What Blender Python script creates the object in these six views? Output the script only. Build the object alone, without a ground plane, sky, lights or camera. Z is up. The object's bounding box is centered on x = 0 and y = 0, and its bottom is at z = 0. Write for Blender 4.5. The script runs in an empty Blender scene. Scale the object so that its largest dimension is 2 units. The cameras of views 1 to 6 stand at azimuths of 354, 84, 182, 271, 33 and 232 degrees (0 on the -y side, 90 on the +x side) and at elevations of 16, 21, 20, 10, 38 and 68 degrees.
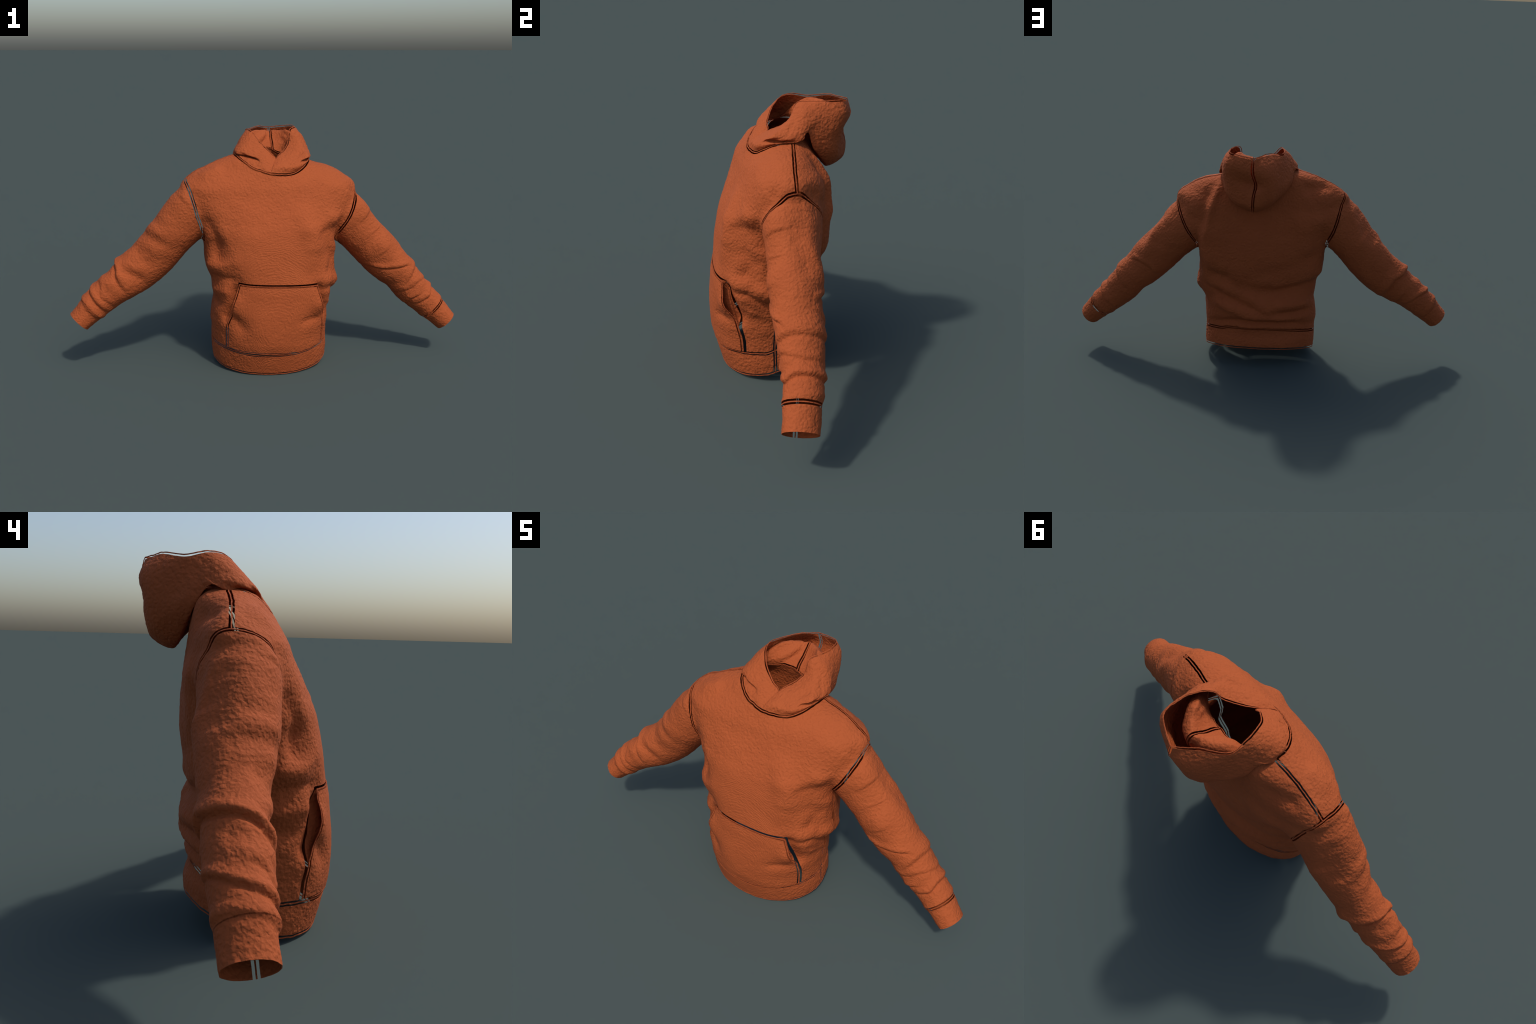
"""Orange fleece pullover hoodie: sewn panels with open seams and thin seam bindings."""
import bpy
import math
import numpy as np

VOXEL = 0.0045        # edge length of the cloth mesh
CLOTH = 0.0022        # thickness of the fleece
GAP = 0.0086          # half width of an open seam
BIND = 0.0019         # half width of the binding that runs along it


# ------------------------------------------------------------------ helpers
def catmull(P, q):
    """Points on a Catmull-Rom spline through rows of P, q in 0..len(P)-1."""
    P = np.asarray(P, float)
    q = np.clip(np.asarray(q, float), 0, len(P) - 1 - 1e-9)
    i = q.astype(int)
    f = (q - i)[:, None]
    ext = np.vstack([2 * P[0] - P[1], P, 2 * P[-1] - P[-2]])
    a, b, c, d = ext[i], ext[i + 1], ext[i + 2], ext[i + 3]
    return 0.5 * (2 * b + (c - a) * f + (2 * a - 5 * b + 4 * c - d) * f**2 + (3 * b - a - 3 * c + d) * f**3)


def hash3(i, seed):
    i = i.astype(np.int64)
    h = (i[..., 0] * 374761393 + i[..., 1] * 668265263 + i[..., 2] * 2147483647 + seed * 974711) & 0xFFFFFFFF
    h = ((h ^ (h >> 13)) * 1274126177) & 0xFFFFFFFF
    h = ((h ^ (h >> 16)) * 2246822519) & 0xFFFFFFFF
    return ((h ^ (h >> 15)) & 0xFFFFFF) / float(0xFFFFFF) * 2 - 1


def noise3(P, scale, seed=0):
    """Smooth value noise, -1..1."""
    X = P * scale
    i = np.floor(X)
    f = X - i
    f = f * f * f * (f * (f * 6 - 15) + 10)
    out = 0
    for dx in (0, 1):
        for dy in (0, 1):
            for dz in (0, 1):
                w = (f[:, 0] if dx else 1 - f[:, 0]) * (f[:, 1] if dy else 1 - f[:, 1]) * (f[:, 2] if dz else 1 - f[:, 2])
                out = out + w * hash3(i + np.array([dx, dy, dz]), seed)
    return out


def to_line(P, pts):
    """Distance from every row of P to a polyline, and 0..1 position along it."""
    pts = np.asarray(pts, float)
    seg = np.linalg.norm(np.diff(pts, axis=0), axis=1)
    start = np.r_[0, np.cumsum(seg)]
    best = np.full(len(P), 1e9)
    along = np.zeros(len(P))
    for k in range(len(pts) - 1):
        ab = pts[k + 1] - pts[k]
        t = np.clip(((P - pts[k]) @ ab) / (ab @ ab + 1e-12), 0, 1)
        d = np.linalg.norm(P - pts[k] - t[:, None] * ab, axis=1)
        m = d < best
        best[m] = d[m]
        along[m] = (start[k] + t[m] * seg[k]) / start[-1]
    return best, along


def smooth_step(a, b, x):
    t = np.clip((x - a) / (b - a), 0, 1)
    return t * t * (3 - 2 * t)


def edges_of(T):
    E = np.sort(np.vstack([T[:, [0, 1]], T[:, [1, 2]], T[:, [2, 0]]]), axis=1)
    return np.unique(E, axis=0)


def relax(V, T, rounds, lam=0.5, weight=None):
    E = edges_of(T)
    n = len(V)
    deg = np.bincount(E.ravel(), minlength=n)[:, None].clip(1)
    V = V.copy()
    for _ in range(rounds):
        acc = np.zeros_like(V)
        for k in range(V.shape[1]):
            acc[:, k] = np.bincount(E[:, 0], V[E[:, 1], k], n) + np.bincount(E[:, 1], V[E[:, 0], k], n)
        step = lam * (acc / deg - V)
        V += step if weight is None else step * weight[:, None]
    return V


def normals_of(V, T):
    fn = np.cross(V[T[:, 1]] - V[T[:, 0]], V[T[:, 2]] - V[T[:, 0]])
    N = np.zeros_like(V)
    for k in range(3):
        for c in range(3):
            N[:, k] += np.bincount(T[:, c], fn[:, k], len(V))
    return N / (np.linalg.norm(N, axis=1, keepdims=True) + 1e-12)


def clip(V, T, A, f):
    """Cut a triangle mesh along f = 0 and keep f >= 0; A rides along."""
    ins = f >= 0
    cnt = ins[T].sum(1)
    full = T[cnt == 3]

    def turn(tri, lead):
        k = np.argmax(lead, axis=1)
        r = np.arange(len(tri))
        return np.stack([tri[r, k], tri[r, (k + 1) % 3], tri[r, (k + 2) % 3]], 1)

    one = T[cnt == 1]
    one = turn(one, ins[one])
    two = T[cnt == 2]
    two = turn(two, ~ins[two])
    cut = np.vstack([one[:, [0, 1]], one[:, [0, 2]], two[:, [0, 1]], two[:, [0, 2]]])
    key, inv = np.unique(np.sort(cut, axis=1), axis=0, return_inverse=True)
    inv = inv.ravel()
    if len(key):
        w = f[key[:, 0]] / (f[key[:, 0]] - f[key[:, 1]])
        nv = V[key[:, 0]] + w[:, None] * (V[key[:, 1]] - V[key[:, 0]])
        na = A[key[:, 0]] + w[:, None] * (A[key[:, 1]] - A[key[:, 0]])
        V2, A2 = np.vstack([V, nv]), np.vstack([A, na])
    else:
        V2, A2 = V, A
    a, b = len(one), len(two)
    x = len(V) + inv
    i1, i2, i3, i4 = x[:a], x[a : 2 * a], x[2 * a : 2 * a + b], x[2 * a + b :]
    T2 = np.vstack([full, np.stack([one[:, 0], i1, i2], 1), np.stack([two[:, 1], two[:, 2], i4], 1), np.stack([two[:, 1], i4, i3], 1)])
    used, T3 = np.unique(T2, return_inverse=True)
    return V2[used], T3.reshape(-1, 3), A2[used]


def grid_tris(nu, nv, wrap=False):
    """Triangles of an nu x nv grid of points stored row by row; wrap closes v."""
    i = np.arange(nu - 1)[:, None]
    j = np.arange(nv if wrap else nv - 1)[None, :]
    k = (j + 1) % nv
    a, b, c, d = i * nv + j, i * nv + k, (i + 1) * nv + k, (i + 1) * nv + j
    return np.vstack([np.stack([a, b, c], -1).reshape(-1, 3), np.stack([a, c, d], -1).reshape(-1, 3)])


def closed_tube(rings):
    """Closed surface through rings of points (nu x nv x 3), capped at both ends."""
    nu, nv, _ = rings.shape
    V = np.vstack([rings.reshape(-1, 3), rings[0].mean(0), rings[-1].mean(0)])
    T = grid_tris(nu, nv, True)
    j = np.arange(nv)
    k = (j + 1) % nv
    lo, hi = nu * nv, nu * nv + 1
    return V, np.vstack([T, np.stack([np.full(nv, lo), k, j], 1), np.stack([np.full(nv, hi), (nu - 1) * nv + j, (nu - 1) * nv + k], 1)])


# ------------------------------------------------------------------ body form
# horizontal sections of the torso: height, left x, right x, front y, back y,
# squareness of the front and of the back, lean of the back and of the front towards one side
TORSO = [
    (-0.05, -0.275, 0.300, -0.270, 0.150, 2.05, 2.1, 0.01, 0.0),
    (0.00, -0.283, 0.303, -0.283, 0.165, 2.05, 2.1, 0.01, 0.0),
    (0.08, -0.290, 0.308, -0.303, 0.172, 2.08, 2.1, 0.01, 0.0),
    (0.15, -0.291, 0.305, -0.316, 0.172, 2.10, 2.1, 0.01, 0.0),
    (0.20, -0.290, 0.304, -0.320, 0.162, 2.15, 2.0, 0.015, 0.0),
    (0.25, -0.293, 0.308, -0.321, 0.168, 2.25, 2.0, 0.015, 0.0),
    (0.31, -0.287, 0.306, -0.319, 0.184, 2.35, 2.0, 0.015, 0.0),
    (0.36, -0.278, 0.318, -0.314, 0.192, 2.45, 2.05, 0.015, 0.0),
    (0.41, -0.284, 0.336, -0.308, 0.180, 2.50, 2.1, 0.025, 0.0),
    (0.46, -0.290, 0.345, -0.302, 0.176, 2.50, 2.2, 0.035, 0.0),
    (0.52, -0.314, 0.343, -0.294, 0.196, 2.45, 2.5, 0.040, 0.005),
    (0.58, -0.322, 0.342, -0.286, 0.206, 2.45, 2.7, 0.042, 0.01),
    (0.65, -0.326, 0.338, -0.271, 0.212, 2.45, 2.7, 0.044, 0.006),
    (0.71, -0.340, 0.354, -0.255, 0.212, 2.55, 2.5, 0.046, 0.010),
    (0.77, -0.362, 0.390, -0.229, 0.208, 2.65, 2.35, 0.048, 0.016),
    (0.83, -0.390, 0.429, -0.201, 0.204, 2.75, 2.2, 0.050, 0.022),
    (0.88, -0.412, 0.455, -0.178, 0.198, 2.80, 2.1, 0.050, 0.025),
    (0.92, -0.434, 0.452, -0.162, 0.186, 2.75, 2.0, 0.042, 0.024),
    (0.96, -0.402, 0.404, -0.140, 0.168, 2.30, 1.9, 0.025, 0.016),
    (1.00, -0.346, 0.334, -0.116, 0.146, 1.75, 1.85, 0.006, 0.006),
    (1.03, -0.276, 0.248, -0.098, 0.136, 1.72, 1.90, 0.0, 0.0),
    (1.055, -0.200, 0.185, -0.080, 0.128, 1.80, 2.00, 0.0, 0.0),
    (1.085, -0.110, 0.120, -0.050, 0.116, 2.00, 2.00, 0.0, 0.0),
    (1.115, -0.060, 0.080, -0.020, 0.095, 2.00, 2.00, 0.0, 0.0),
]
# sections of each sleeve: centre x, y, z, half height in the plane of the arm, half depth in y
SLEEVE_RIGHT = [
    (0.300, 0.012, 0.800, 0.105, 0.120),
    (0.360, 0.010, 0.775, 0.122, 0.122),
    (0.412, 0.006, 0.738, 0.130, 0.120),
    (0.454, 0.004, 0.693, 0.119, 0.114),
    (0.498, -0.002, 0.649, 0.114, 0.109),
    (0.538, -0.006, 0.605, 0.114, 0.108),
    (0.579, -0.011, 0.563, 0.113, 0.105),
    (0.618, -0.017, 0.519, 0.108, 0.099),
    (0.660, -0.019, 0.477, 0.102, 0.097),
    (0.704, -0.018, 0.437, 0.094, 0.091),
    (0.742, -0.020, 0.390, 0.091, 0.087),
    (0.782, -0.024, 0.345, 0.086, 0.083),
    (0.825, -0.028, 0.303, 0.079, 0.079),
    (0.870, -0.038, 0.263, 0.073, 0.074),
    (0.915, -0.051, 0.219, 0.066, 0.071),
    (0.962, -0.064, 0.172, 0.057, 0.070),
    (1.010, -0.075, 0.124, 0.054, 0.070),
]
SLEEVE_LEFT = [
    (-0.285, -0.021, 0.860, 0.105, 0.113),
    (-0.329, -0.022, 0.830, 0.122, 0.119),
    (-0.373, -0.025, 0.797, 0.130, 0.120),
    (-0.414, -0.026, 0.757, 0.130, 0.118),
    (-0.455, -0.026, 0.713, 0.125, 0.116),
    (-0.494, -0.026, 0.667, 0.119, 0.114),
    (-0.531, -0.025, 0.619, 0.116, 0.107),
    (-0.570, -0.025, 0.573, 0.112, 0.100),
    (-0.613, -0.028, 0.531, 0.112, 0.093),
    (-0.661, -0.033, 0.494, 0.110, 0.088),
    (-0.708, -0.042, 0.457, 0.101, 0.087),
    (-0.760, -0.048, 0.422, 0.090, 0.086),
    (-0.808, -0.055, 0.385, 0.083, 0.081),
    (-0.855, -0.064, 0.346, 0.076, 0.077),
    (-0.901, -0.073, 0.305, 0.068, 0.072),
    (-0.945, -0.083, 0.262, 0.061, 0.069),
    (-1.000, -0.092, 0.208, 0.058, 0.067),
]


def torso_rings():
    S = np.array(TORSO)
    q = np.linspace(0, len(S) - 1, 170)
    S = catmull(S, q)
    a = np.linspace(0, 2 * math.pi, 220, endpoint=False)
    ca, sa = np.cos(a), np.sin(a)
    rings = []
    for z, xl, xr, yf, yb, nf, nb, lean, lean_front in S:
        cx, hx = (xl + xr) / 2, (xr - xl) / 2
        y0 = -0.045 + 0.055 * smooth_step(0.55, 0.95, z)
        n = np.where(sa < 0, nf, nb)
        ux = np.sign(ca) * np.abs(ca) ** (2 / n)
        uy = np.sign(sa) * np.abs(sa) ** (2 / n)
        depth = np.where(uy < 0, y0 - yf - lean_front * (ux + 0.3), yb - y0 + lean * (ux - 0.6))
        rings.append(np.stack([cx + hx * ux, y0 + depth * uy, np.full_like(a, z)], 1))
    return np.array(rings)


def sleeve_rings(sections):
    S = np.array(sections)
    q = np.linspace(0, len(S) - 1, 150)
    S = catmull(S, q)
    C = S[:, :3]
    d = np.gradient(C, axis=0)
    d[:, 1] = 0
    k = 9
    pad = np.pad(d, ((k, k), (0, 0)), "edge")
    d = np.array([pad[i : i + 2 * k + 1].mean(0) for i in range(len(d))])
    d /= np.linalg.norm(d, axis=1, keepdims=True)
    sgn = np.sign(d[0, 0])
    up = np.stack([-d[:, 2] * sgn, 0 * d[:, 0], d[:, 0] * sgn], 1)
    a = np.linspace(0, 2 * math.pi, 120, endpoint=False)
    rings = C[:, None] + S[:, 3, None, None] * np.sin(a)[None, :, None] * up[:, None]
    rings[..., 1] += S[:, 4, None] * np.cos(a)[None] * -sgn
    return rings


def fused(parts, voxel):
    """One skin round overlapping closed forms (voxel remesh), as triangles."""
    V, T, off = [], [], 0
    for v, t in parts:
        V.append(v)
        T.append(t + off)
        off += len(v)
    me = bpy.data.meshes.new("form")
    me.from_pydata(np.vstack(V).tolist(), [], np.vstack(T).tolist())
    ob = bpy.data.objects.new("form", me)
    bpy.context.scene.collection.objects.link(ob)
    mod = ob.modifiers.new("remesh", "REMESH")
    mod.mode, mod.voxel_size, mod.adaptivity = "VOXEL", voxel, 0.0
    ev = ob.evaluated_get(bpy.context.evaluated_depsgraph_get())
    m2 = ev.to_mesh()
    m2.calc_loop_triangles()
    v = np.empty(len(m2.vertices) * 3)
    m2.vertices.foreach_get("co", v)
    t = np.empty(len(m2.loop_triangles) * 3, np.int32)
    m2.loop_triangles.foreach_get("vertices", t)
    ev.to_mesh_clear()
    bpy.data.objects.remove(ob)
    bpy.data.meshes.remove(me)
    return v.reshape(-1, 3), t.reshape(-1, 3).astype(np.int64)


def body_form():
    V, T = fused([closed_tube(torso_rings()), closed_tube(sleeve_rings(SLEEVE_RIGHT)), closed_tube(sleeve_rings(SLEEVE_LEFT))], VOXEL)
    V = relax(V, T, 14)
    # blend the armholes and shoulders
    near = np.maximum(smooth_step(0.16, 0.05, np.linalg.norm((V - [0.43, 0, 0.81]) * [1.0, 0.6, 0.65], axis=1)),
                      smooth_step(0.16, 0.05, np.linalg.norm((V - [-0.37, -0.02, 0.80]) * [1.2, 0.6, 0.7], axis=1)))
    V = relax(V, T, 60, 0.5, near)
    return V, T
#STAGE-BODY


# ------------------------------------------------------------------ seam lines
def curve(x, table):
    t = np.array(table)
    return np.interp(x, t[:, 0], t[:, 1])


# height of the bottom hem and of the waistband seam over depth y
HEM = [(-0.30, -0.001), (-0.20, 0.012), (-0.10, 0.032), (0.0, 0.070), (0.10, 0.101), (0.18, 0.124), (0.25, 0.135)]
WAIST = [(-0.33, 0.107), (-0.24, 0.128), (-0.10, 0.139), (0.0, 0.176), (0.10, 0.206), (0.18, 0.236), (0.25, 0.25)]
# distance of the armhole seams from the middle over height
ARMHOLE_RIGHT = [(0.40, 0.450), (0.52, 0.425), (0.58, 0.400), (0.62, 0.364), (0.645, 0.343), (0.67, 0.344), (0.71, 0.368), (0.76, 0.398), (0.81, 0.423), (0.85, 0.441), (0.91, 0.460), (0.96, 0.475)]
ARMHOLE_LEFT = [(0.40, 0.450), (0.52, 0.425), (0.58, 0.400), (0.63, 0.364), (0.66, 0.330), (0.69, 0.327), (0.74, 0.344), (0.79, 0.361), (0.86, 0.378), (0.90, 0.389), (0.94, 0.406), (0.98, 0.42)]
SHOULDER = [(-0.45, -0.004), (-0.40, -0.003), (-0.267, 0.006), (-0.16, 0.022), (0.035, 0.045), (0.223, 0.046), (0.31, 0.034), (0.385, 0.025), (0.47, 0.020)]
SIDE = [(0.0, -0.068), (0.14, -0.067), (0.32, -0.057), (0.47, -0.050), (0.54, -0.060), (0.65, -0.050)]
# neck seam in plan: bearing from the front in degrees (+ to the wearer's left) and radius
NECK_MID = (0.035, 0.0)
NECK = [(-180, 0.113), (-150, 0.127), (-122, 0.160), (-97, 0.192), (-85, 0.188), (-74, 0.180), (-52, 0.156), (-33, 0.134), (-18, 0.125), (-3, 0.120), (14, 0.121), (30, 0.129), (46, 0.143), (57, 0.153), (73, 0.166), (84, 0.174), (104, 0.186), (126, 0.155), (150, 0.126), (180, 0.113)]
# pocket: opening slots cut in the body, (x, z) from the top corner down to the waistband
SLOT_RIGHT = [(0.223, 0.463), (0.237, 0.405), (0.248, 0.345), (0.258, 0.290), (0.263, 0.240), (0.258, 0.110)]
SLOT_LEFT = [(-0.165, 0.476), (-0.178, 0.415), (-0.196, 0.345), (-0.221, 0.262), (-0.222, 0.130)]
# the body falls back behind the two openings: half width, depth, points
HOLLOWS = [
    (0.036, 0.034, (0.232, -0.262, 0.425), (0.246, -0.240, 0.360), (0.255, -0.225, 0.300)),
    (0.034, 0.030, (-0.178, -0.268, 0.425), (-0.192, -0.262, 0.360), (-0.215, -0.240, 0.300)),
]


def as_distance(V, T, f):
    """Scale a field so that its steps along the surface read as metres."""
    a, b, c = V[T[:, 0]], V[T[:, 1]], V[T[:, 2]]
    n = np.cross(b - a, c - a)
    A2 = (n**2).sum(1) + 1e-18
    g = (np.cross(n, c - b) * f[T[:, 0], None] + np.cross(n, a - c) * f[T[:, 1], None] + np.cross(n, b - a) * f[T[:, 2], None]) / A2[:, None]
    m = np.linalg.norm(g, axis=1)
    acc = sum(np.bincount(T[:, k], m, len(V)) for k in range(3)) / sum(np.bincount(T[:, k], minlength=len(V)) for k in range(3)).clip(1)
    acc = relax(acc[:, None], T, 4)[:, 0]
    return f / acc.clip(0.35, 4)


def polygon_distance(x, z, pts):
    """Signed distance in the plane to a closed outline, inside positive."""
    P = np.stack([x, z, 0 * x], 1)
    ring = np.array([(a, b, 0) for a, b in pts] + [(pts[0][0], pts[0][1], 0)])
    d, _ = to_line(P, ring)
    inside = np.zeros(len(x), bool)
    for (x1, z1, _), (x2, z2, _) in zip(ring[:-1], ring[1:]):
        hit = (z1 > z) != (z2 > z)
        inside ^= hit & (x < (x2 - x1) * (z - z1) / (z2 - z1 + 1e-12) + x1)
    return np.where(inside, d, -d)


def sleeve_frame(P, sections):
    """Position along a sleeve's spine, sideways offset y, offset up from the spine."""
    S = catmull(np.array(sections), np.linspace(0, len(sections) - 1, 120))
    C = S[:, [0, 2]]
    d, t = to_line(np.stack([P[:, 0], P[:, 2], 0 * P[:, 0]], 1), np.column_stack([C, np.zeros(len(C))]))
    run = np.r_[0, np.cumsum(np.linalg.norm(np.diff(C, axis=0), axis=1))]
    u = t * run[-1]
    yc = np.interp(u, run, S[:, 1])
    cx, cz = np.interp(u, run, C[:, 0]), np.interp(u, run, C[:, 1])
    tx, tz = np.gradient(C[:, 0], run), np.gradient(C[:, 1], run)
    sx, sz = np.interp(u, run, tx), np.interp(u, run, tz)
    sg = np.sign(sx)
    up = ((P[:, 0] - cx) * -sz + (P[:, 2] - cz) * sx) * sg
    return u, P[:, 1] - yc, up


# folds of the torso: half width, height (negative: valley), points along the fold
FOLDS = [
    # right chest under the armhole
    (0.026, -0.008, (0.234, -0.229, 0.701), (0.317, -0.168, 0.714), (0.349, -0.108, 0.700)),
    (0.028, 0.007, (0.234, -0.221, 0.748), (0.333, -0.167, 0.768), (0.396, -0.113, 0.779)),
    (0.030, 0.008, (0.190, -0.262, 0.640), (0.310, -0.180, 0.640), (0.340, -0.090, 0.610)),
    # right flank: roll over the pocket corner
    (0.028, 0.007, (0.250, -0.254, 0.475), (0.316, -0.178, 0.476), (0.340, -0.090, 0.440)),
    (0.036, 0.018, (0.335, -0.080, 0.435), (0.335, -0.010, 0.415)),
    (0.018, -0.013, (0.255, -0.245, 0.428), (0.312, -0.180, 0.425), (0.318, -0.095, 0.378), (0.310, 0.00, 0.345)),
    (0.020, 0.006, (0.290, -0.190, 0.350), (0.305, -0.100, 0.320), (0.303, 0.0, 0.29)),
    # left flank
    (0.032, -0.012, (-0.302, -0.166, 0.754), (-0.274, -0.194, 0.689), (-0.280, -0.189, 0.610)),
    (0.028, 0.011, (-0.315, -0.120, 0.545), (-0.250, -0.222, 0.556), (-0.189, -0.256, 0.580)),
    (0.024, -0.012, (-0.290, -0.140, 0.485), (-0.250, -0.210, 0.494), (-0.173, -0.267, 0.491)),
    (0.024, 0.009, (-0.285, -0.100, 0.410), (-0.258, -0.190, 0.425), (-0.199, -0.253, 0.425)),
    (0.020, -0.006, (-0.275, -0.130, 0.350), (-0.250, -0.200, 0.360)),
    # back: drapes falling to the waistband
    (0.020, -0.015, (0.300, 0.090, 0.440), (0.206, 0.154, 0.411), (0.082, 0.181, 0.371), (-0.031, 0.170, 0.325)),
    (0.026, 0.012, (0.240, 0.130, 0.365), (0.130, 0.175, 0.330), (0.040, 0.175, 0.300)),
    (0.026, 0.014, (0.230, 0.150, 0.470), (0.100, 0.178, 0.435), (0.000, 0.160, 0.385)),
    (0.018, -0.014, (-0.065, 0.163, 0.326), (-0.176, 0.120, 0.320), (-0.262, 0.040, 0.315)),
    (0.024, 0.012, (-0.080, 0.151, 0.372), (-0.174, 0.117, 0.366), (-0.262, 0.050, 0.362)),
    (0.018, -0.016, (0.277, 0.069, 0.228), (0.124, 0.169, 0.272), (-0.049, 0.154, 0.272), (-0.170, 0.108, 0.252), (-0.270, 0.02, 0.225)),
    (0.016, 0.010, (0.150, 0.150, 0.245), (-0.049, 0.160, 0.248), (-0.200, 0.090, 0.235)),
    (0.020, 0.010, (0.060, 0.170, 0.300), (-0.080, 0.150, 0.296), (-0.230, 0.070, 0.280)),
    (0.030, 0.012, (-0.075, 0.121, 0.482), (-0.193, 0.091, 0.512), (-0.285, 0.020, 0.535)),
    (0.026, -0.013, (-0.000, 0.143, 0.432), (-0.110, 0.108, 0.447), (-0.212, 0.065, 0.468), (-0.275, 0.0, 0.475)),
    (0.040, -0.008, (-0.180, 0.120, 0.600), (-0.080, 0.150, 0.560), (0.040, 0.170, 0.520)),
    # right shoulder blade
    (0.020, 0.012, (0.222, 0.111, 1.000), (0.244, 0.160, 0.927), (0.266, 0.174, 0.830), (0.290, 0.170, 0.700)),
    (0.026, -0.012, (0.267, 0.113, 0.985), (0.301, 0.162, 0.874), (0.300, 0.156, 0.760)),
    (0.020, 0.008, (0.330, 0.090, 0.930), (0.345, 0.130, 0.860)),
    # hollow of the collar bone
    (0.050, -0.012, (0.100, -0.118, 0.990), (0.165, -0.090, 1.000), (0.200, -0.050, 1.010), (0.225, -0.005, 1.020)),
    # broad fullness and hollows
    (0.060, 0.018, (0.290, 0.145, 0.740), (0.300, 0.130, 0.670)),
    (0.042, -0.026, (0.260, 0.148, 0.515), (0.195, 0.166, 0.510)),
    (0.040, 0.012, (0.030, 0.165, 0.505), (-0.020, 0.155, 0.505)),
    (0.060, 0.018, (-0.265, 0.105, 0.825), (-0.190, 0.132, 0.820)),
    (0.045, -0.014, (-0.270, 0.100, 0.620), (-0.240, 0.100, 0.615)),
    (0.040, -0.015, (-0.310, 0.060, 1.000), (-0.225, 0.100, 1.000)),
    (0.040, 0.014, (-0.300, -0.076, 0.980), (-0.265, -0.076, 0.992)),
    (0.050, 0.015, (0.180, -0.236, 0.720), (0.200, -0.228, 0.700)),
    (0.040, -0.017, (0.298, -0.203, 0.638), (0.322, -0.157, 0.560)),
    (0.045, -0.014, (-0.262, -0.190, 0.640), (-0.260, -0.200, 0.595)),
    (0.030, -0.010, (0.431, -0.067, 0.895), (0.425, -0.050, 0.905)),
    (0.040, -0.009, (-0.165, -0.290, 0.270), (-0.150, -0.294, 0.260)),
    (0.055, 0.011, (0.155, -0.205, 0.790), (0.205, -0.237, 0.710), (0.190, -0.256, 0.590)),
    (0.035, 0.011, (0.308, -0.167, 0.780), (0.315, -0.160, 0.765)),
    (0.036, -0.014, (0.304, -0.185, 0.512), (0.328, -0.155, 0.487)),
    (0.036, -0.013, (0.270, 0.095, 0.385), (0.220, 0.126, 0.400)),
    (0.040, -0.012, (0.335, 0.044, 0.540), (0.332, 0.050, 0.520)),
    (0.050, 0.011, (0.264, 0.172, 0.880), (0.250, 0.180, 0.740), (0.263, 0.165, 0.625)),
    (0.050, 0.011, (-0.285, 0.112, 0.825), (-0.230, 0.130, 0.770), (-0.215, 0.125, 0.705)),
    (0.040, -0.011, (-0.290, 0.060, 0.990), (-0.245, 0.090, 0.980)),
    (0.045, -0.009, (-0.240, -0.205, 0.640), (-0.225, -0.235, 0.580), (-0.160, -0.280, 0.460)),
    (0.040, -0.007, (-0.170, -0.280, 0.268), (-0.160, -0.284, 0.260)),
    (0.030, 0.008, (0.030, 0.172, 0.329), (-0.030, 0.170, 0.327)),
    (0.032, -0.010, (0.415, 0.100, 0.875), (0.432, 0.082, 0.890)),
    # pocket dimples beside the openings
    (0.022, -0.008, (0.235, -0.240, 0.286), (0.187, -0.279, 0.289), (0.135, -0.303, 0.280)),
    (0.022, -0.006, (-0.205, -0.252, 0.313), (-0.160, -0.284, 0.300)),
]
# folds of the sleeves in (degrees round from the top, + to the back; metres along):
# a tuck swells on the shoulder side and drops on the cuff side, a ridge or valley is even
RIGHT_SLEEVE_FOLDS = [
    ("tuck", 0.024, 0.010, (-95, 0.590), (-69, 0.577), (-27, 0.566), (14, 0.574), (60, 0.585), (110, 0.605)),
    ("tuck", 0.020, 0.013, (-120, 0.715), (-62, 0.738), (-23, 0.724), (17, 0.733), (70, 0.745), (120, 0.74)),
    ("tuck", 0.020, 0.010, (-145, 0.379), (-119, 0.432), (-78, 0.495), (-45, 0.540)),
    ("tuck", 0.022, 0.006, (-150, 0.600), (-98, 0.624), (-54, 0.632), (3, 0.670), (50, 0.675)),
    ("tuck", 0.022, 0.009, (38, 0.464), (67, 0.425), (102, 0.412), (140, 0.43)),
    ("tuck", 0.022, 0.006, (20, 0.490), (60, 0.510), (120, 0.550)),
    ("tuck", 0.016, 0.008, (-170, 0.690), (-120, 0.675), (-80, 0.690)),
    ("ridge", 0.026, 0.009, (5, 0.200), (28, 0.250), (42, 0.290), (60, 0.350), (70, 0.400)),
    ("ridge", 0.028, -0.013, (0, 0.200), (8, 0.260), (14, 0.310), (15, 0.376)),
    ("ridge", 0.030, -0.008, (100, 0.200), (110, 0.300), (100, 0.360)),
    ("ridge", 0.040, 0.019, (-38, 0.080), (-40, 0.180)),
    ("ridge", 0.035, 0.010, (-70, 0.300), (-75, 0.380)),
    ("ridge", 0.032, -0.010, (10, 0.110), (8, 0.190)),
    ("ridge", 0.035, -0.010, (-55, 0.260), (-60, 0.300)),
    ("ridge", 0.045, -0.010, (45, 0.080), (60, 0.180), (85, 0.300)),
    ("ridge", 0.016, 0.007, (-180, 0.798), (-90, 0.796), (0, 0.798), (90, 0.796), (180, 0.798)),
]
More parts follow.
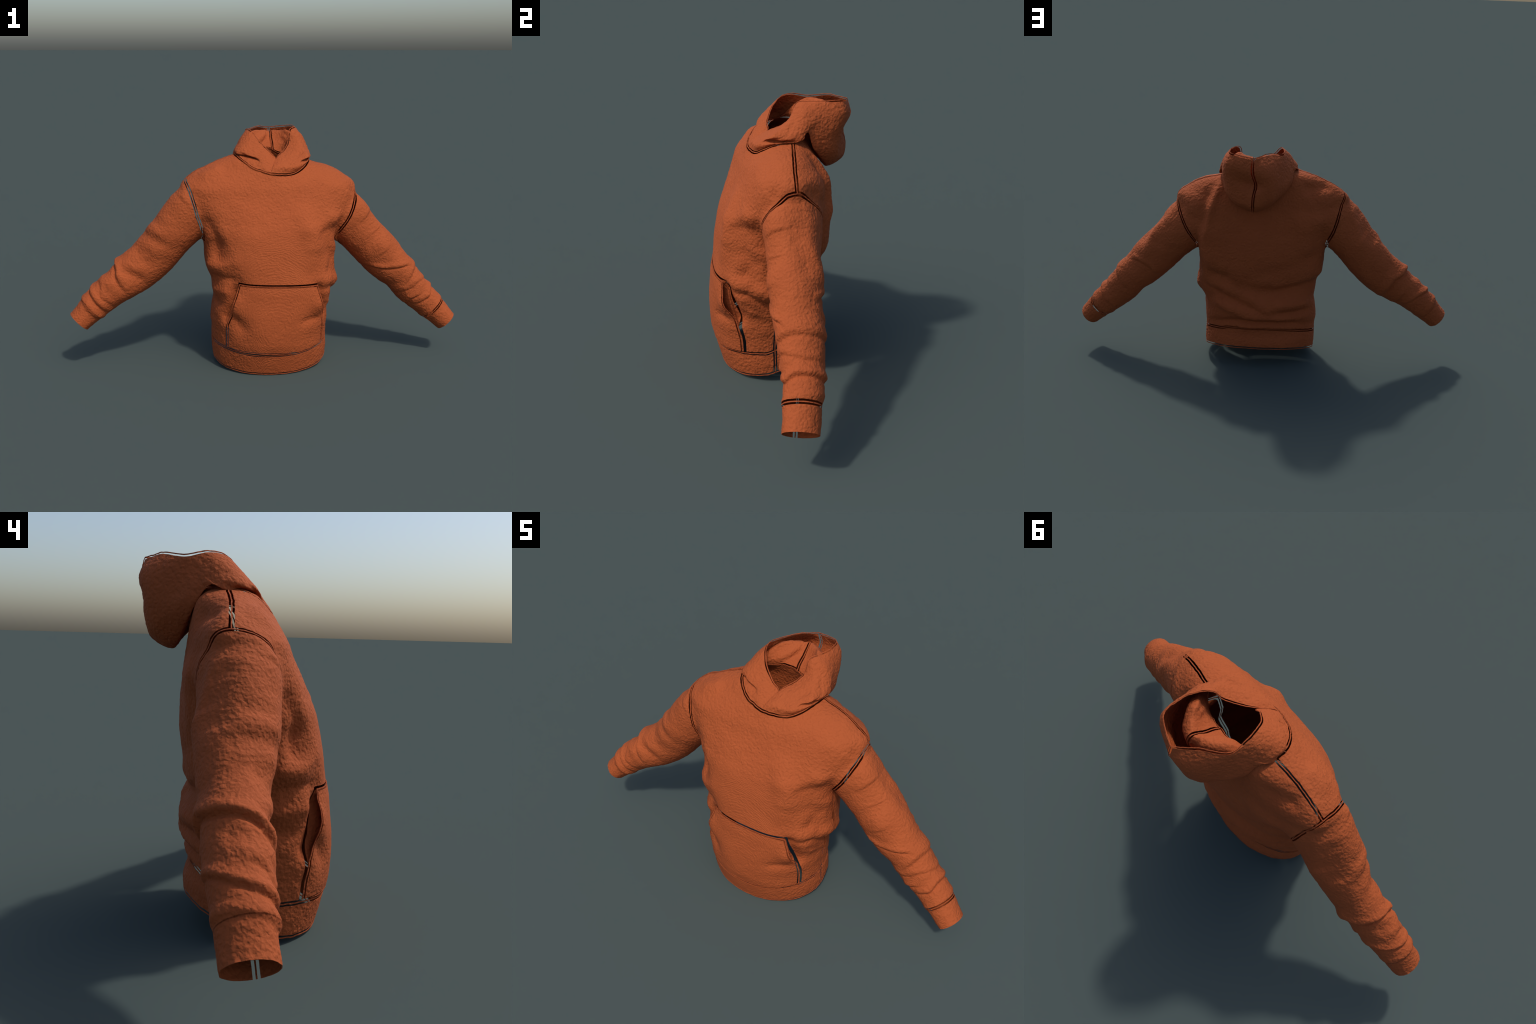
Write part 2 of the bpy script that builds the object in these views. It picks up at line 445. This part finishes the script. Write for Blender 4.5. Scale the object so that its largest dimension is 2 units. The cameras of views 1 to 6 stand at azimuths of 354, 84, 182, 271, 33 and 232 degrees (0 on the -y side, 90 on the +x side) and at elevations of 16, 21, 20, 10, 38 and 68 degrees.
LEFT_SLEEVE_FOLDS = [
    ("tuck", 0.026, 0.019, (150, 0.575), (130, 0.568), (71, 0.552), (40, 0.575), (9, 0.588), (-30, 0.602), (-54, 0.621), (-100, 0.625)),
    ("tuck", 0.018, 0.012, (120, 0.700), (71, 0.716), (15, 0.755), (-17, 0.767), (-60, 0.771), (-137, 0.770)),
    ("tuck", 0.020, 0.005, (-10, 0.700), (-40, 0.705), (-75, 0.735), (-130, 0.720)),
    ("ridge", 0.022, -0.006, (20, 0.640), (-20, 0.650)),
    ("ridge", 0.022, 0.006, (10, 0.690), (-30, 0.672), (-90, 0.655)),
    ("ridge", 0.018, 0.012, (-180, 0.806), (-120, 0.810), (-60, 0.808), (0, 0.811), (60, 0.812), (110, 0.811)),
    ("tuck", 0.020, 0.008, (170, 0.640), (120, 0.650), (80, 0.640)),
    ("ridge", 0.024, 0.006, (5, 0.310), (-20, 0.300), (-45, 0.288), (-82, 0.280)),
    ("ridge", 0.022, -0.006, (0, 0.262), (-23, 0.258), (-50, 0.248)),
    ("ridge", 0.024, -0.006, (0, 0.350), (-26, 0.343), (-60, 0.330), (-100, 0.315)),
    ("ridge", 0.024, 0.004, (0, 0.400), (-40, 0.390), (-80, 0.375)),
    ("ridge", 0.024, -0.006, (-20, 0.450), (-60, 0.450), (-100, 0.430)),
    ("ridge", 0.024, 0.009, (-100, 0.480), (-76, 0.506), (-29, 0.545)),
    ("ridge", 0.022, -0.008, (-120, 0.530), (-93, 0.530), (-60, 0.565)),
    ("ridge", 0.024, 0.010, (31, 0.102), (55, 0.196), (88, 0.307)),
    ("ridge", 0.045, -0.020, (20, 0.120), (22, 0.210), (26, 0.330)),
    ("ridge", 0.045, -0.015, (55, 0.100), (58, 0.180), (50, 0.260)),
    ("ridge", 0.040, 0.014, (-40, 0.030), (-45, 0.110)),
]


def relief(P, folds):
    out = np.zeros(len(P))
    for width, height, *pts in folds:
        lo, hi = np.min(pts, 0) - 3 * width, np.max(pts, 0) + 3 * width
        m = np.all((P > lo) & (P < hi), axis=1)
        d, t = to_line(P[m], pts)
        fade = 1.0 if width >= 0.03 else smooth_step(0, 0.22, t) * smooth_step(1, 0.78, t) * 0.6 + 0.4
        out[m] += fade * height * np.exp(-((d / width) ** 2))
    return out


def sleeve_relief(u, turn, folds, reach=0.09):
    """Folds laid out on the unrolled sleeve; turn in degrees from the top."""
    out = np.zeros(len(u))
    for kind, width, height, *pts in folds:
        line = np.array([(math.radians(a) * reach, s, 0.0) for a, s in pts])
        for wrap in (-2 * math.pi * reach, 0.0, 2 * math.pi * reach):
            P = np.stack([np.radians(turn) * reach + wrap, u, 0 * u], 1)
            m = np.all((P[:, :2] > line[:, :2].min(0) - 3 * width) & (P[:, :2] < line[:, :2].max(0) + 3 * width), axis=1)
            if not m.any():
                continue
            d, t = to_line(P[m], line)
            fade = smooth_step(0, 0.2, t) * smooth_step(1, 0.8, t) * 0.65 + 0.35
            end = np.exp(-((np.maximum(0, np.maximum(line[:, 0].min() - P[m, 0], P[m, 0] - line[:, 0].max())) / (0.8 * width)) ** 2))
            if kind == "tuck":
                order = np.argsort(line[:, 0])
                s = u[m] - np.interp(P[m, 0], line[order, 0], line[order, 1])
                shape = np.exp(-(((s + 0.75 * width) / width) ** 2)) - 0.85 * np.exp(-(((s - 0.15 * width) / (0.45 * width)) ** 2))
                out[m] += 0.72 * height * shape * end * fade
            else:
                out[m] += 0.75 * height * np.exp(-((d / width) ** 2)) * fade
    return out


# ------------------------------------------------------------------ hood form
# profiles from the neck seam (first) to the opening rim (last), from the front edge to the centre back
BACK_PROFILE = [(0.044, 0.113, 1.092), (0.044, 0.172, 1.120), (0.044, 0.225, 1.160), (0.044, 0.245, 1.110), (0.044, 0.178, 0.990), (0.044, 0.208, 0.889),
                (0.044, 0.284, 0.920), (0.042, 0.300, 0.980), (0.033, 0.292, 1.040), (0.047, 0.320, 1.110), (0.044, 0.305, 1.174)]
HOOD_RIGHT = [
    [(0.008, -0.126, 1.002), (0.010, -0.119, 1.006)],
    [(0.085, -0.124, 0.990), (0.080, -0.100, 1.020), (0.068, -0.066, 1.046), (0.050, -0.030, 1.060)],
    [(0.150, -0.111, 0.992), (0.150, -0.085, 1.028), (0.128, -0.030, 1.068), (0.090, 0.022, 1.088)],
    [(0.205, -0.070, 1.009), (0.198, -0.056, 1.028), (0.174, -0.038, 1.044), (0.204, -0.046, 1.056), (0.188, -0.010, 1.085), (0.155, 0.022, 1.105), (0.112, 0.053, 1.118)],
    [(0.230, -0.020, 1.018), (0.218, 0.000, 1.034), (0.200, 0.012, 1.042), (0.224, 0.010, 1.050), (0.208, 0.038, 1.088), (0.184, 0.054, 1.124), (0.152, 0.067, 1.158), (0.123, 0.076, 1.177)],
    [(0.212, 0.050, 1.035), (0.216, 0.064, 1.044), (0.228, 0.080, 1.050), (0.219, 0.096, 1.080), (0.208, 0.108, 1.120), (0.190, 0.112, 1.156), (0.150, 0.116, 1.190)],
    [(0.158, 0.088, 1.062), (0.155, 0.112, 1.105), (0.135, 0.140, 1.160), (0.156, 0.164, 1.135), (0.186, 0.130, 1.030), (0.196, 0.135, 1.005), (0.202, 0.165, 1.035), (0.202, 0.186, 1.075), (0.199, 0.194, 1.115), (0.187, 0.188, 1.158), (0.165, 0.180, 1.188)],
    [(0.105, 0.104, 1.080), (0.105, 0.142, 1.116), (0.092, 0.192, 1.164), (0.110, 0.222, 1.110), (0.115, 0.165, 1.000), (0.130, 0.188, 0.925), (0.160, 0.228, 0.960), (0.166, 0.242, 1.020), (0.172, 0.256, 1.075), (0.170, 0.274, 1.135), (0.148, 0.264, 1.186)],
    BACK_PROFILE,
]
HOOD_LEFT = [
    [(0.065, -0.114, 0.993), (0.063, -0.104, 0.998)],
    [(0.020, -0.118, 1.000), (0.030, -0.085, 1.024), (0.042, -0.036, 1.054)],
    [(-0.045, -0.119, 1.009), (-0.033, -0.090, 1.036), (-0.016, -0.065, 1.066), (0.012, -0.031, 1.087)],
    [(-0.095, -0.096, 1.028), (-0.085, -0.074, 1.048), (-0.062, -0.050, 1.058), (-0.099, -0.061, 1.073), (-0.078, -0.033, 1.108), (-0.036, -0.005, 1.137)],
    [(-0.136, -0.048, 1.052), (-0.122, -0.032, 1.066), (-0.104, -0.018, 1.070), (-0.151, -0.027, 1.077), (-0.134, -0.003, 1.114), (-0.100, 0.018, 1.150), (-0.066, 0.035, 1.175)],
    [(-0.150, 0.020, 1.063), (-0.134, 0.032, 1.070), (-0.164, 0.044, 1.070), (-0.147, 0.070, 1.098), (-0.116, 0.083, 1.151), (-0.085, 0.092, 1.185)],
    [(-0.108, 0.072, 1.078), (-0.086, 0.090, 1.108), (-0.066, 0.132, 1.160), (-0.086, 0.155, 1.135), (-0.112, 0.130, 1.035), (-0.130, 0.130, 1.010), (-0.130, 0.155, 1.040), (-0.118, 0.162, 1.075), (-0.106, 0.166, 1.110), (-0.097, 0.166, 1.145), (-0.088, 0.160, 1.174)],
    [(-0.035, 0.102, 1.088), (-0.031, 0.116, 1.110), (-0.005, 0.186, 1.166), (-0.024, 0.216, 1.130), (-0.030, 0.160, 1.000), (-0.045, 0.178, 0.925), (-0.060, 0.240, 0.965), (-0.064, 0.262, 1.020), (-0.062, 0.270, 1.075), (-0.050, 0.264, 1.130), (-0.020, 0.234, 1.186)],
    [(0.004, 0.110, 1.091), (0.006, 0.158, 1.120), (0.020, 0.208, 1.163), (0.012, 0.230, 1.110), (0.006, 0.172, 0.995), (0.000, 0.195, 0.902), (-0.012, 0.272, 0.940), (-0.015, 0.296, 1.000), (-0.012, 0.306, 1.060), (0.000, 0.312, 1.120), (0.012, 0.272, 1.180)],
    BACK_PROFILE,
]


# creases of the rolled-in cloth and dents of the outer shell
HOOD_FOLDS = [
    (0.015, -0.009, (-0.060, 0.100, 1.105), (-0.015, 0.150, 1.128), (0.015, 0.195, 1.150)),
    (0.014, 0.006, (-0.070, 0.120, 1.140), (-0.020, 0.175, 1.158)),
    (0.015, -0.008, (0.130, 0.115, 1.110), (0.105, 0.160, 1.140)),
    (0.020, -0.006, (0.150, -0.040, 1.062), (0.200, 0.030, 1.090)),
    (0.018, 0.005, (0.215, 0.090, 1.070), (0.195, 0.150, 1.130)),
    (0.025, -0.006, (0.120, 0.285, 1.050), (0.044, 0.295, 1.035), (-0.020, 0.290, 1.050)),
    (0.018, -0.005, (-0.075, -0.085, 1.040), (-0.055, -0.095, 1.025)),
]


def hood_half(stations, nu=210, nv=250):
    prof = []
    for s in stations:
        s = np.array(s)
        if len(s) < 3:
            s = np.linspace(s[0], s[-1], 3)
        prof.append(catmull(s, np.linspace(0, len(s) - 1, nv)) if len(s) == 11 else resample(s, nv))
    prof = np.array(prof)                       # stations x nv x 3
    q = np.linspace(0, len(stations) - 1, nu)
    G = np.stack([catmull(prof[:, j], q) for j in range(nv)], 1)      # nu x nv x 3
    return G


def resample(s, nv):
    f = catmull(s, np.linspace(0, len(s) - 1, 400))
    r = np.r_[0, np.cumsum(np.linalg.norm(np.diff(f, axis=0), axis=1))]
    k = np.linspace(0, r[-1], nv)
    return np.stack([np.interp(k, r, f[:, c]) for c in range(3)], 1)


def smooth_grid(G, rounds):
    G = G.copy()
    for _ in range(rounds):
        G[1:-1, 1:-1] += 0.2 * (G[:-2, 1:-1] + G[2:, 1:-1] + G[1:-1, :-2] + G[1:-1, 2:] - 4 * G[1:-1, 1:-1])
        G[-1, 1:-1] += 0.25 * (G[-1, :-2] + G[-1, 2:] - 2 * G[-1, 1:-1])
    return G


def fleece_relief(P, body=True):
    """Small lumps of the pile, finer ones on top."""
    n = 0.55 * noise3(P * [1, 1, 1.15], 85, 3) + 0.45 * noise3(P, 140, 5)
    calm = 1 - 0.62 * smooth_step(-0.20, -0.26, P[:, 1]) * smooth_step(0.80, 0.62, P[:, 2]) * body
    return calm * (0.0015 * n + 0.0010 * noise3(P, 33, 9)) + 0.0014 * noise3(P, 16, 8)


# ------------------------------------------------------------------ parts
MATERIALS = {}


def make_fleece(name, colour, deeper):
    mat = bpy.data.materials.new(name)
    mat.use_nodes = True
    nt = mat.node_tree
    N, L = nt.nodes, nt.links
    bsdf = N["Principled BSDF"]
    bsdf.inputs["Roughness"].default_value = 0.85
    bsdf.inputs["Specular IOR Level"].default_value = 0.2
    bsdf.inputs["Sheen Weight"].default_value = 0.0
    tc = N.new("ShaderNodeTexCoord")
    mix = N.new("ShaderNodeMix")
    mix.data_type = "RGBA"
    mix.inputs["A"].default_value = (*colour, 1)
    mix.inputs["B"].default_value = (*deeper, 1)
    mott = N.new("ShaderNodeTexNoise")
    mott.inputs["Scale"].default_value = 9
    mott.inputs["Detail"].default_value = 6
    ramp = N.new("ShaderNodeValToRGB")
    ramp.color_ramp.elements[0].position, ramp.color_ramp.elements[1].position = 0.35, 0.75
    L.new(tc.outputs["Object"], mott.inputs["Vector"])
    L.new(mott.outputs["Fac"], ramp.inputs["Fac"])
    L.new(ramp.outputs["Color"], mix.inputs["Factor"])
    L.new(mix.outputs["Result"], bsdf.inputs["Base Color"])
    # pile: rounded tufts about a centimetre apart, with finer fuzz on top
    def node(kind, **inputs):
        n = N.new(kind)
        for k, v in inputs.items():
            n.inputs[k.replace("_", " ")].default_value = v
        return n

    def maths(op, a, b):
        n = N.new("ShaderNodeMath")
        n.operation = op
        for i, v in enumerate((a, b)):
            if isinstance(v, (int, float)):
                n.inputs[i].default_value = v
            else:
                L.new(v, n.inputs[i])
        return n.outputs["Value"]

    tufts = node("ShaderNodeTexNoise", Scale=98.0, Detail=0.6, Distortion=0.35)
    fuzz = node("ShaderNodeTexNoise", Scale=300.0, Detail=1.0)
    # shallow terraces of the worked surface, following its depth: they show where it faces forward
    ripple = node("ShaderNodeTexWave", Scale=145.0, Distortion=4.5, Detail=1.0)
    ripple.inputs["Detail Scale"].default_value = 0.35
    ripple.wave_type, ripple.bands_direction, ripple.wave_profile = "BANDS", "Y", "SIN"
    for t in (tufts, fuzz, ripple):
        L.new(tc.outputs["Object"], t.inputs["Vector"])

    def split(socket):
        n = N.new("ShaderNodeSeparateXYZ")
        L.new(socket, n.inputs["Vector"])
        return n.outputs

    def fade(socket, lo, hi):
        r = N.new("ShaderNodeMapRange")
        r.interpolation_type = "SMOOTHSTEP"
        r.inputs["From Min"].default_value, r.inputs["From Max"].default_value = lo, hi
        L.new(socket, r.inputs["Value"])
        return r.outputs["Result"]

    belly = fade(split(tc.outputs["Normal"])["Y"], -0.88, -0.97)
    belly = maths("MULTIPLY", belly, fade(split(tc.outputs["Object"])["Z"], 0.85, 0.65))
    h = maths("ADD", tufts.outputs["Fac"], maths("MULTIPLY", fuzz.outputs["Fac"], 0.10))
    h = maths("MULTIPLY", h, maths("SUBTRACT", 1.0, maths("MULTIPLY", belly, 0.45)))
    h = maths("ADD", h, maths("MULTIPLY", maths("MULTIPLY", ripple.outputs["Fac"], 0.17), belly))
    bump = node("ShaderNodeBump", Strength=0.75, Distance=0.0055)
    L.new(h, bump.inputs["Height"])
    L.new(bump.outputs["Normal"], bsdf.inputs["Normal"])
    MATERIALS[name] = mat
    return mat


def thicken(V, T, depth):
    """Give a sheet its thickness on the inner side."""
    N = normals_of(V, T)
    n = len(V)
    E = np.vstack([T[:, [0, 1]], T[:, [1, 2]], T[:, [2, 0]]])
    key = np.sort(E, axis=1)
    u, first, cnt = np.unique(key, axis=0, return_index=True, return_counts=True)
    B = E[first[cnt == 1]]
    rim = np.vstack([np.stack([B[:, 1], B[:, 0], B[:, 0] + n], 1), np.stack([B[:, 1], B[:, 0] + n, B[:, 1] + n], 1)])
    return np.vstack([V, V - depth * N]), np.vstack([T, T[:, ::-1] + n, rim])


def add_part(name, V, T, parent, mat, kind=None, depth=CLOTH):
    if len(T) == 0:
        return None
    V, T = thicken(V, T, depth)
    me = bpy.data.meshes.new(name)
    me.vertices.add(len(V))
    me.vertices.foreach_set("co", V.astype(np.float32).ravel())
    me.loops.add(3 * len(T))
    me.loops.foreach_set("vertex_index", T.astype(np.int32).ravel())
    me.polygons.add(len(T))
    me.polygons.foreach_set("loop_start", np.arange(0, 3 * len(T), 3, dtype=np.int32))
    me.update(calc_edges=True)
    me.polygons.foreach_set("use_smooth", np.ones(len(T), bool))
    me.materials.append(MATERIALS[mat])
    me.set_sharp_from_angle(angle=math.radians(70))
    ob = bpy.data.objects.new(name, me)
    bpy.context.scene.collection.objects.link(ob)
    ob.parent = parent
    if kind:
        ob["kind"] = kind
    return ob


class Cloth:
    """A sheet with seam fields that can be cut into panels and bindings."""

    def __init__(self, V, T, fields):
        self.V, self.T, self.names = V, T, list(fields)
        self.A = np.stack([fields[k] for k in self.names], 1)

    def __getitem__(self, k):
        return self.A[:, self.names.index(k)]

    def keep(self, f):
        c = Cloth.__new__(Cloth)
        c.names = self.names
        c.V, c.T, c.A = clip(self.V, self.T, self.A, f(self))
        return c

    def band(self, name, half=BIND, shift=0.0):
        return self.keep(lambda c: c[name] - shift + half).keep(lambda c: shift + half - c[name])


def joined(*cs):
    V, T, o = [], [], 0
    for c in cs:
        V.append(c.V)
        T.append(c.T + o)
        o += len(c.V)
    return np.vstack(V), np.vstack(T)


def build():
    root = bpy.data.objects.new("hoodie", None)
    root["label"] = "orange fleece pullover hoodie with front pocket and dark open seams"
    root["category"] = "hoodie"
    bpy.context.scene.collection.objects.link(root)
    make_fleece("orange_fleece", (0.334, 0.0735, 0.0200), (0.314, 0.0680, 0.0184))
    make_fleece("seam_binding_fabric", (0.32, 0.070, 0.020), (0.27, 0.056, 0.017))

    # ---- body and sleeves
    V, T = body_form()
    R = V.copy()                                  # rest shape carries the seam layout
    x, y, z = R.T
    N = normals_of(relax(V, T, 10), T)
    wob = 0.0011 * noise3(R, 55, 21)
    F = {}
    F["hem"] = as_distance(R, T, z - curve(y, HEM)) + wob
    F["waist"] = as_distance(R, T, z - curve(y, WAIST) - 0.006 * smooth_step(0.20, 0.17, x) * smooth_step(0.04, 0.13, y)) + wob
    F["arm_right"] = as_distance(R, T, x - curve(z, ARMHOLE_RIGHT) + 0.08 * y) + wob
    F["arm_left"] = as_distance(R, T, -x - curve(z, ARMHOLE_LEFT) - 0.05 * y) + wob
    bearing = np.degrees(np.arctan2(x - NECK_MID[0], -(y - NECK_MID[1])))
    out_from_neck = np.hypot(x - NECK_MID[0], y - NECK_MID[1]) - curve(bearing, NECK)
    F["neck"] = np.where(z > 0.85, as_distance(R, T, out_from_neck) + wob, 0.3)
    divide = curve(z, SIDE) * (1 - smooth_step(0.66, 0.80, z)) + curve(x, SHOULDER) * smooth_step(0.66, 0.80, z)
    F["divide"] = as_distance(R, T, y - divide) + wob
    # pocket
    outline = SLOT_LEFT + SLOT_RIGHT[::-1]
    F["slot"] = np.where(y < -0.05, polygon_distance(x, z, outline), -0.3)
    F["hollow"] = relief(R, HOLLOWS)
    on_torso = smooth_step(0.03, -0.01, np.maximum(F["arm_right"], F["arm_left"])) * smooth_step(-0.01, 0.012, F["waist"])
    lift = on_torso * relief(R, FOLDS)
    for side, sections in (("right", SLEEVE_RIGHT), ("left", SLEEVE_LEFT)):
        u, dy, up = sleeve_frame(R, sections)
        F["under_" + side] = dy + 0.015
        F["up_" + side] = up
        F["along_" + side] = u - 0.16 * dy
        turn = np.degrees(np.arctan2(dy, up))
        folds = RIGHT_SLEEVE_FOLDS if side == "right" else LEFT_SLEEVE_FOLDS
        on = smooth_step(-0.01, 0.03, F["arm_" + side]) * smooth_step(0.835, 0.815, u)
        ripple = noise3(np.stack([u * 17, np.radians(turn) * 1.3, 0 * u], 1), 1.0, 31)
        lift = lift + on * (sleeve_relief(u, turn, folds) + 0.002 * ripple * smooth_step(0.1, 0.4, u))

    V = V + N * (lift + fleece_relief(R))[:, None]
    cloth = Cloth(V, T, F)

    # cuff seam and cuff end, measured along the sleeve's spine
    CUFF = {"right": (0.817, 0.917), "left": (0.823, 0.914)}
    for side, sg in (("right", 1), ("left", -1)):
        a, un, up, al = "arm_" + side, "under_" + side, "up_" + side, "along_" + side
        seam, end = CUFF[side]
        arm = cloth.keep(lambda c: c[a])
        arm = arm.keep(lambda c: end - c[al])
        tube = arm.keep(lambda c: c[a] - GAP).keep(lambda c: seam - GAP - c[al])
        slit = lambda half: (lambda c: np.where(c[up] < 0, np.abs(c[un]), 0.1) - half)
        if side == "left":                        # this sleeve hangs over its cuff
            tube = arm.keep(lambda c: c[a] - GAP).keep(lambda c: seam + 0.001 - c[al])
        s = tube.keep(slit(0.0045))
        sleeve = add_part("sleeve", s.V, s.T, root, "orange_fleece")
        cuff = arm.keep(lambda c: c[al] - seam - (GAP if side == "right" else 0.002)).keep(slit(0.009))
        add_part("cuff", cuff.V, cuff.T, root, "orange_fleece")
        under = arm.keep(lambda c: -c[up]).band(un, BIND)
        ring = arm.keep(lambda c: c[al] - seam + BIND).keep(lambda c: seam + BIND - c[al])
        hole = cloth.keep(lambda c: c[a] + BIND).keep(lambda c: BIND - c[a])
        add_part("sleeve_seam_binding", *joined(under, ring, hole), root, "seam_binding_fabric")

    torso = cloth.keep(lambda c: -c["arm_right"]).keep(lambda c: -c["arm_left"]).keep(lambda c: c["neck"]).keep(lambda c: c["hem"])
    main = torso.keep(lambda c: -c["arm_right"] - GAP).keep(lambda c: -c["arm_left"] - GAP).keep(lambda c: c["neck"] - GAP)
    band = main.keep(lambda c: c["hem"] - 0.0105).keep(lambda c: -c["waist"] - GAP * 0.95)
    upper = main.keep(lambda c: c["waist"] - GAP * 0.95)
    front = upper.keep(lambda c: -c["divide"] - GAP)
    back = upper.keep(lambda c: c["divide"] - GAP)
    add_part("back_panel", back.V, back.T, root, "orange_fleece")
    def fall_back(c):
        n = relax(normals_of(c.V, c.T), c.T, 60)
        c.V = c.V - n * c["hollow"][:, None]
        return c

    body = fall_back(front.keep(lambda c: -c["slot"] - 0.0062))
    add_part("front_panel", body.V, body.T, root, "orange_fleece")
    backing = fall_back(front.keep(lambda c: c["slot"] - 0.007))
    add_part("pocket_backing", backing.V - 0.002 * normals_of(backing.V, backing.T), backing.T, root, "orange_fleece")
    for sign in (-1, 1):
        w = band.keep(lambda c: sign * c["divide"] - GAP)
        add_part("waistband", w.V, w.T, root, "orange_fleece")
    # pouch of the pocket stands off the body, most of all at the openings
    whole = front.keep(lambda c: c["slot"])
    px, pz = whole.V[:, 0], whole.V[:, 2]
    gape = np.exp(-(((px - 0.24) / 0.05) ** 2 + ((pz - 0.36) / 0.06) ** 2)) + 0.8 * np.exp(-(((px + 0.185) / 0.05) ** 2 + ((pz - 0.37) / 0.06) ** 2))
    stand = 0.003 + 0.003 * smooth_step(0.0, 0.05, whole["slot"]) + 0.014 * gape
    pn = relax(normals_of(whole.V, whole.T), whole.T, 20) + gape[:, None] * [0, -0.6, 0]
    whole.V = whole.V + pn * stand[:, None]
    p = whole.keep(lambda c: c["slot"] - 0.0092)
    add_part("front_pocket", p.V, p.T, root, "orange_fleece")
    rim = whole.band("slot", BIND, 0.0028)
    add_part("pocket_seam_binding", rim.V, rim.T, root, "seam_binding_fabric")
    parts = [torso.band("waist"), torso.keep(lambda c: c["hem"]).keep(lambda c: 0.0035 - c["hem"]), torso.band("divide"),
             cloth.band("neck").keep(lambda c: 0.3 - np.hypot(c.V[:, 0] - 0.035, c.V[:, 1]))]
    add_part("body_seam_binding", *joined(*parts), root, "seam_binding_fabric")

    # ---- hood, sewn to where the neck seam of the body runs
    ring = np.abs(F["neck"]) < 0.004
    ring &= np.hypot(x - NECK_MID[0], y - NECK_MID[1]) < 0.28
    order = np.argsort(bearing[ring])
    rb, rp = bearing[ring][order], V[ring][order]
    bins = np.linspace(-180, 180, 73)
    at = np.array([rp[np.abs((rb - b + 180) % 360 - 180) < 5].mean(0) for b in bins])
    binds = []
    hood = bpy.data.objects.new("hood", None)
    bpy.context.scene.collection.objects.link(hood)
    hood.parent = root
    for stations, flip in ((HOOD_RIGHT, True), (HOOD_LEFT, False)):
        G = smooth_grid(hood_half(stations), 6)
        foot = np.degrees(np.arctan2(G[:, 0, 0] - NECK_MID[0], -(G[:, 0, 1] - NECK_MID[1])))
        pull = np.stack([np.interp(foot, bins, at[:, k]) for k in range(3)], 1) - G[:, 0]
        reach = np.cumsum(np.linalg.norm(np.diff(G, axis=1, prepend=G[:, :1]), axis=2), axis=1)
        G = G + pull[:, None] * np.exp(-((reach / 0.022) ** 2))[..., None]
        nu, nv, _ = G.shape
        du = np.linalg.norm(np.diff(G, axis=0), axis=2)
        from_back = np.vstack([np.cumsum(du[::-1], axis=0)[::-1], np.zeros((1, nv))])
        dv = np.linalg.norm(np.diff(G, axis=1), axis=2)
        from_neck = np.hstack([np.zeros((nu, 1)), np.cumsum(dv, axis=1)])
        from_rim = from_neck[:, -1:] - from_neck
        Vh = G.reshape(-1, 3)
        Th = grid_tris(nu, nv)
        if flip:
            Th = Th[:, ::-1]
        Nh = normals_of(Vh, Th)
        Vd = Vh + Nh * (fleece_relief(Vh) + relief(Vh, HOOD_FOLDS))[:, None]
        wob = 0.0008 * noise3(Vh, 55, 23)
        tall = from_neck[:, -1:] + 0 * from_neck
        c = Cloth(Vd, Th, {"back": from_back.ravel() + wob, "neck": from_neck.ravel() + wob, "rim": from_rim.ravel() + wob, "tall": tall.ravel()})
        gap_rim = lambda c: c["rim"] - 0.0085 * smooth_step(0.03, 0.2, c["tall"]) - 0.001
        panel = c.keep(lambda c: c["back"] - GAP).keep(lambda c: c["neck"] - 0.0068).keep(gap_rim)
        add_part("hood_panel", panel.V, panel.T, hood, "orange_fleece")
        binds.append(c.keep(lambda c: 0.0034 - c["rim"]).keep(lambda c: c["back"] - 0.003))
        binds.append(c.keep(lambda c: BIND - c["back"]))
    add_part("hood_seam_binding", *joined(*binds), hood, "seam_binding_fabric")


build()
